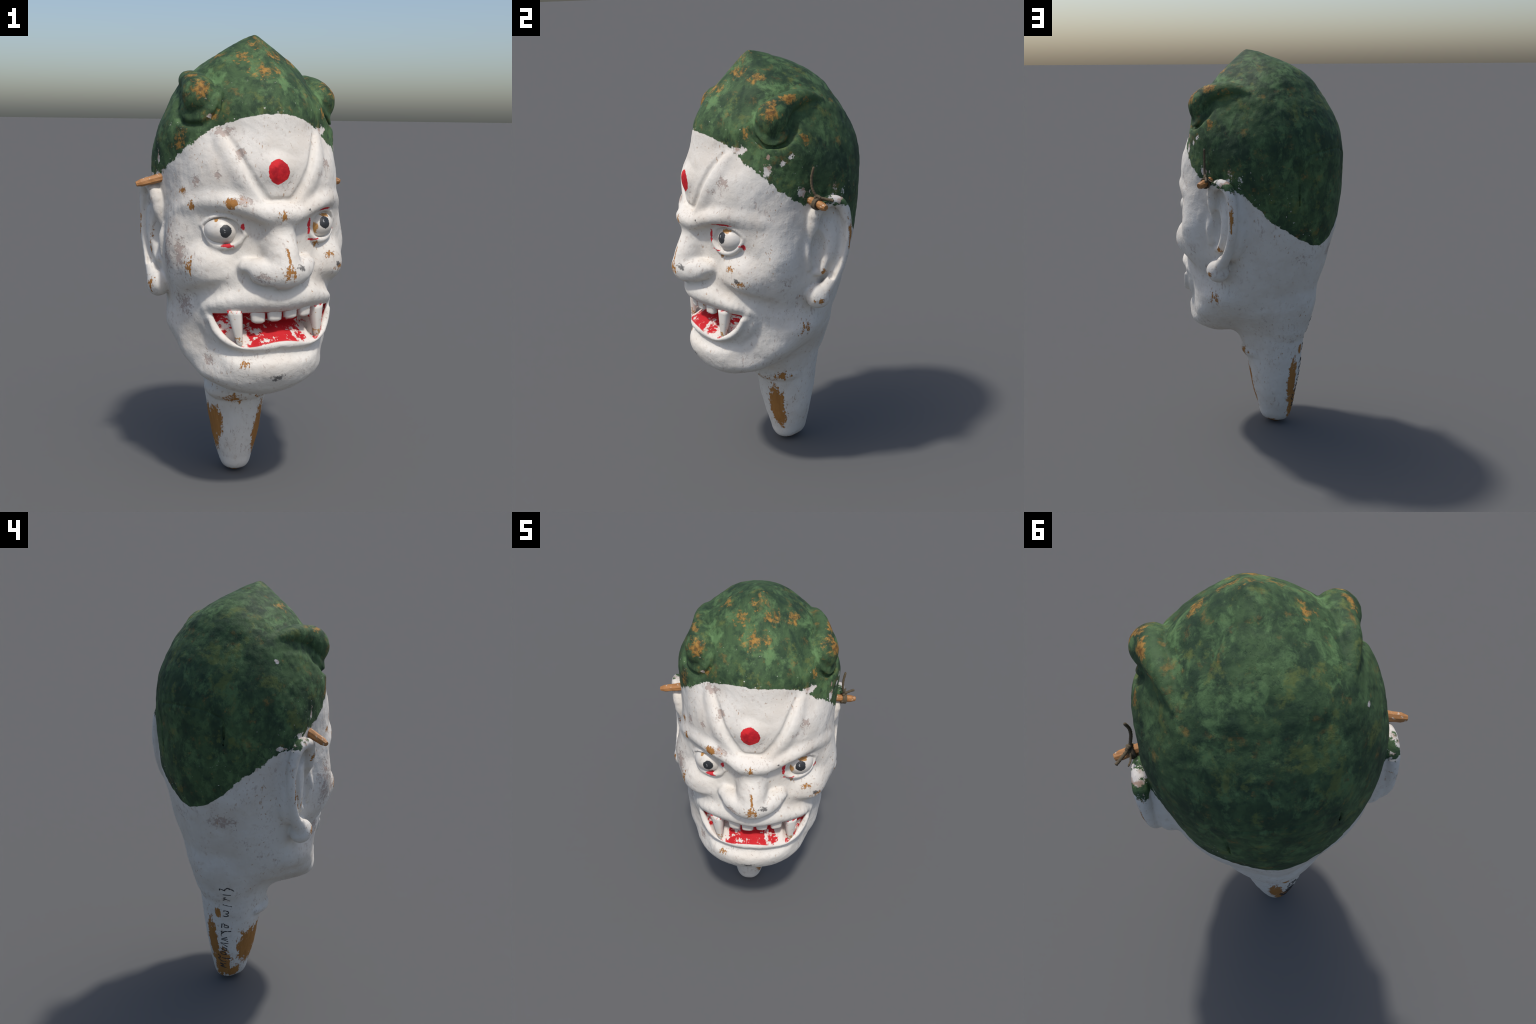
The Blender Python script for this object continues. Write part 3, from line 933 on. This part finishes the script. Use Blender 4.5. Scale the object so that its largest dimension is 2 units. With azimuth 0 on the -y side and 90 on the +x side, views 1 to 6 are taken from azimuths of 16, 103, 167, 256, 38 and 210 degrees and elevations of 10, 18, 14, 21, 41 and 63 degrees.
# ---- string
STRING = string_material()
def strand(rows, r, name='string'):
    q = spline([(*p, r) for p in rows], 8)
    tw = [1 + .12 * math.sin(i * 2.1) for i in range(len(q))]
    rad = [r * w for w in tw]
    rad[0] *= .5
    rad[-1] *= .5
    v, fc = sweep([tuple(p[:3]) for p in q], rad, 8)
    return make(name, v, fc, STRING)


axis = (Vector((.494, .033, 1.366)) - Vector((.350, .005, 1.386))).normalized()
side_a = axis.cross(Vector((0, 0, 1))).normalized()
side_b = axis.cross(side_a)
coil = []
for i in range(40):
    w = i / 39 * 2 * math.pi * 3.3
    c = Vector((.425, .0196, 1.3757)) + axis * (.020 * i / 39)
    coil.append(tuple(c + .0225 * (math.cos(w) * side_a + math.sin(w) * side_b)))
v, fc = sweep(coil, [.0052] * 40, 8)
make('string', v, fc, STRING)
strand([(.432, .012, 1.398), (.436, .020, 1.408), (.446, .030, 1.402), (.440, .032, 1.392)], .0075)
strand([(.437, .022, 1.402), (.430, .010, 1.425), (.424, .004, 1.452), (.423, .004, 1.49), (.430, .012, 1.535)], .0058)
strand([(.440, .026, 1.402), (.458, .045, 1.398), (.475, .062, 1.394), (.488, .074, 1.390)], .0060)
strand([(.438, .030, 1.396), (.440, .060, 1.385), (.448, .085, 1.390)], .0035)

# ---- pen writing on the back of the neck, read upwards (letter strokes as (along, across), in letter heights)
INK = ink_material()
LETTERS = [  # (start height z, [strokes]) ; stroke points (up the neck, across the letter 0 = foot .. 1 = head)
    (.098, [[(0, 0), (.004, .95)], [(.004, .95), (.014, .35)], [(.014, .35), (.022, 1)], [(.022, 1), (.026, .05)]]),
    (.138, [[(0, .05), (0, .9)]]),
    (.160, [[(0, -.5), (0, .75)], [(-.018, .95), (-.008, 1.35)], [(-.008, 1.35), (.002, .95)], [(.006, .95), (.016, 1.35)]]),
    (.182, [[(0, .4), (.004, .85), (.014, .95), (.020, .6), (.016, .25), (.005, .15), (0, .4)]]),
    (.212, [[(0, .45), (.004, .75), (.013, .8), (.018, .45), (.014, .12), (.004, .1), (0, .45)]]),
    (.240, [[(0, .05), (.018, 1.0)], [(.018, 1.0), (.022, -.05)]]),
    (.272, [[(0, 0), (.010, .55), (.010, .95)], [(.018, .1), (.010, .55)], [(.014, .9), (.028, .2)]]),
    (.306, [[(0, .95), (.030, .95)], [(.012, .9), (.030, .5), (.033, -.3)], [(.022, .95), (.028, .6)]]),
    (.356, [[(0, .9), (.026, .85)], [(.004, .55), (.004, .1), (.014, .05), (.020, .45), (.010, .6)], [(.020, .45), (.028, .75)]]),
    (.425, [[(.003, .8), (0, .45), (.004, .15), (.012, .2), (.018, .5)], [(.016, .5), (.022, .15), (.032, .2), (.036, .6), (.032, .85)]]),
    (.488, [[(0, -.1), (.008, 1.0)]]),
    (.524, [[(0, .15), (.022, .9)], [(.004, .95), (.016, .6)], [(.022, .9), (.026, .6)]]),
    (.566, [[(0, .05), (.002, .95)]]),
    (.590, [[(.004, 1.3), (.014, 1.3), (.010, 1.0), (.004, .75), (.014, .7), (.022, .45), (.012, .2)], [(.022, .45), (.014, .05), (.002, -.25)]]),
]


def on_neck(z, across):
    """a point on the surface of the neck's right rear; the line of writing leans with the neck"""
    ang = math.radians(np.interp(z, [.09, .3, .42, .49, .67], [200.0, 203.5, 203.0, 205.0, 207.5]) - 0)
    ay = float(axis_y(z))
    # writing grows towards the back (head of the letters) and the ear (foot)
    ang = ang + (0.5 - across) * .035 / max(.11, .10 + .16 * z)
    d = Vector((math.sin(ang), -math.cos(ang), 0))
    hit = tree.ray_cast(Vector((0, ay, z)) + d * .6, -d)
    return hit[0] - hit[1] * .0014 if hit[0] else None


ink_v, ink_f = [], []
pen = random.Random(11)
for z0, strokes in LETTERS:
    for st in strokes:
        pts = []
        for (a0, c0), (a1, c1) in zip(st[:-1], st[1:]):
            for i in range(5):
                q = i / 5
                pts.append((a0 + (a1 - a0) * q, c0 + (c1 - c0) * q))
        pts.append(st[-1])
        path = [on_neck(z0 + a, c) for a, c in pts]
        if any(p is None for p in path) or len(path) < 2:
            continue
        rad = [.0034 * pen.uniform(.65, 1.15) for _ in path]
        v, fc = sweep([tuple(p) for p in path], rad, 6)
        o = len(ink_v)
        ink_v += v
        ink_f += [tuple(i + o for i in q) for q in fc]
make('inscription', ink_v, ink_f, INK)
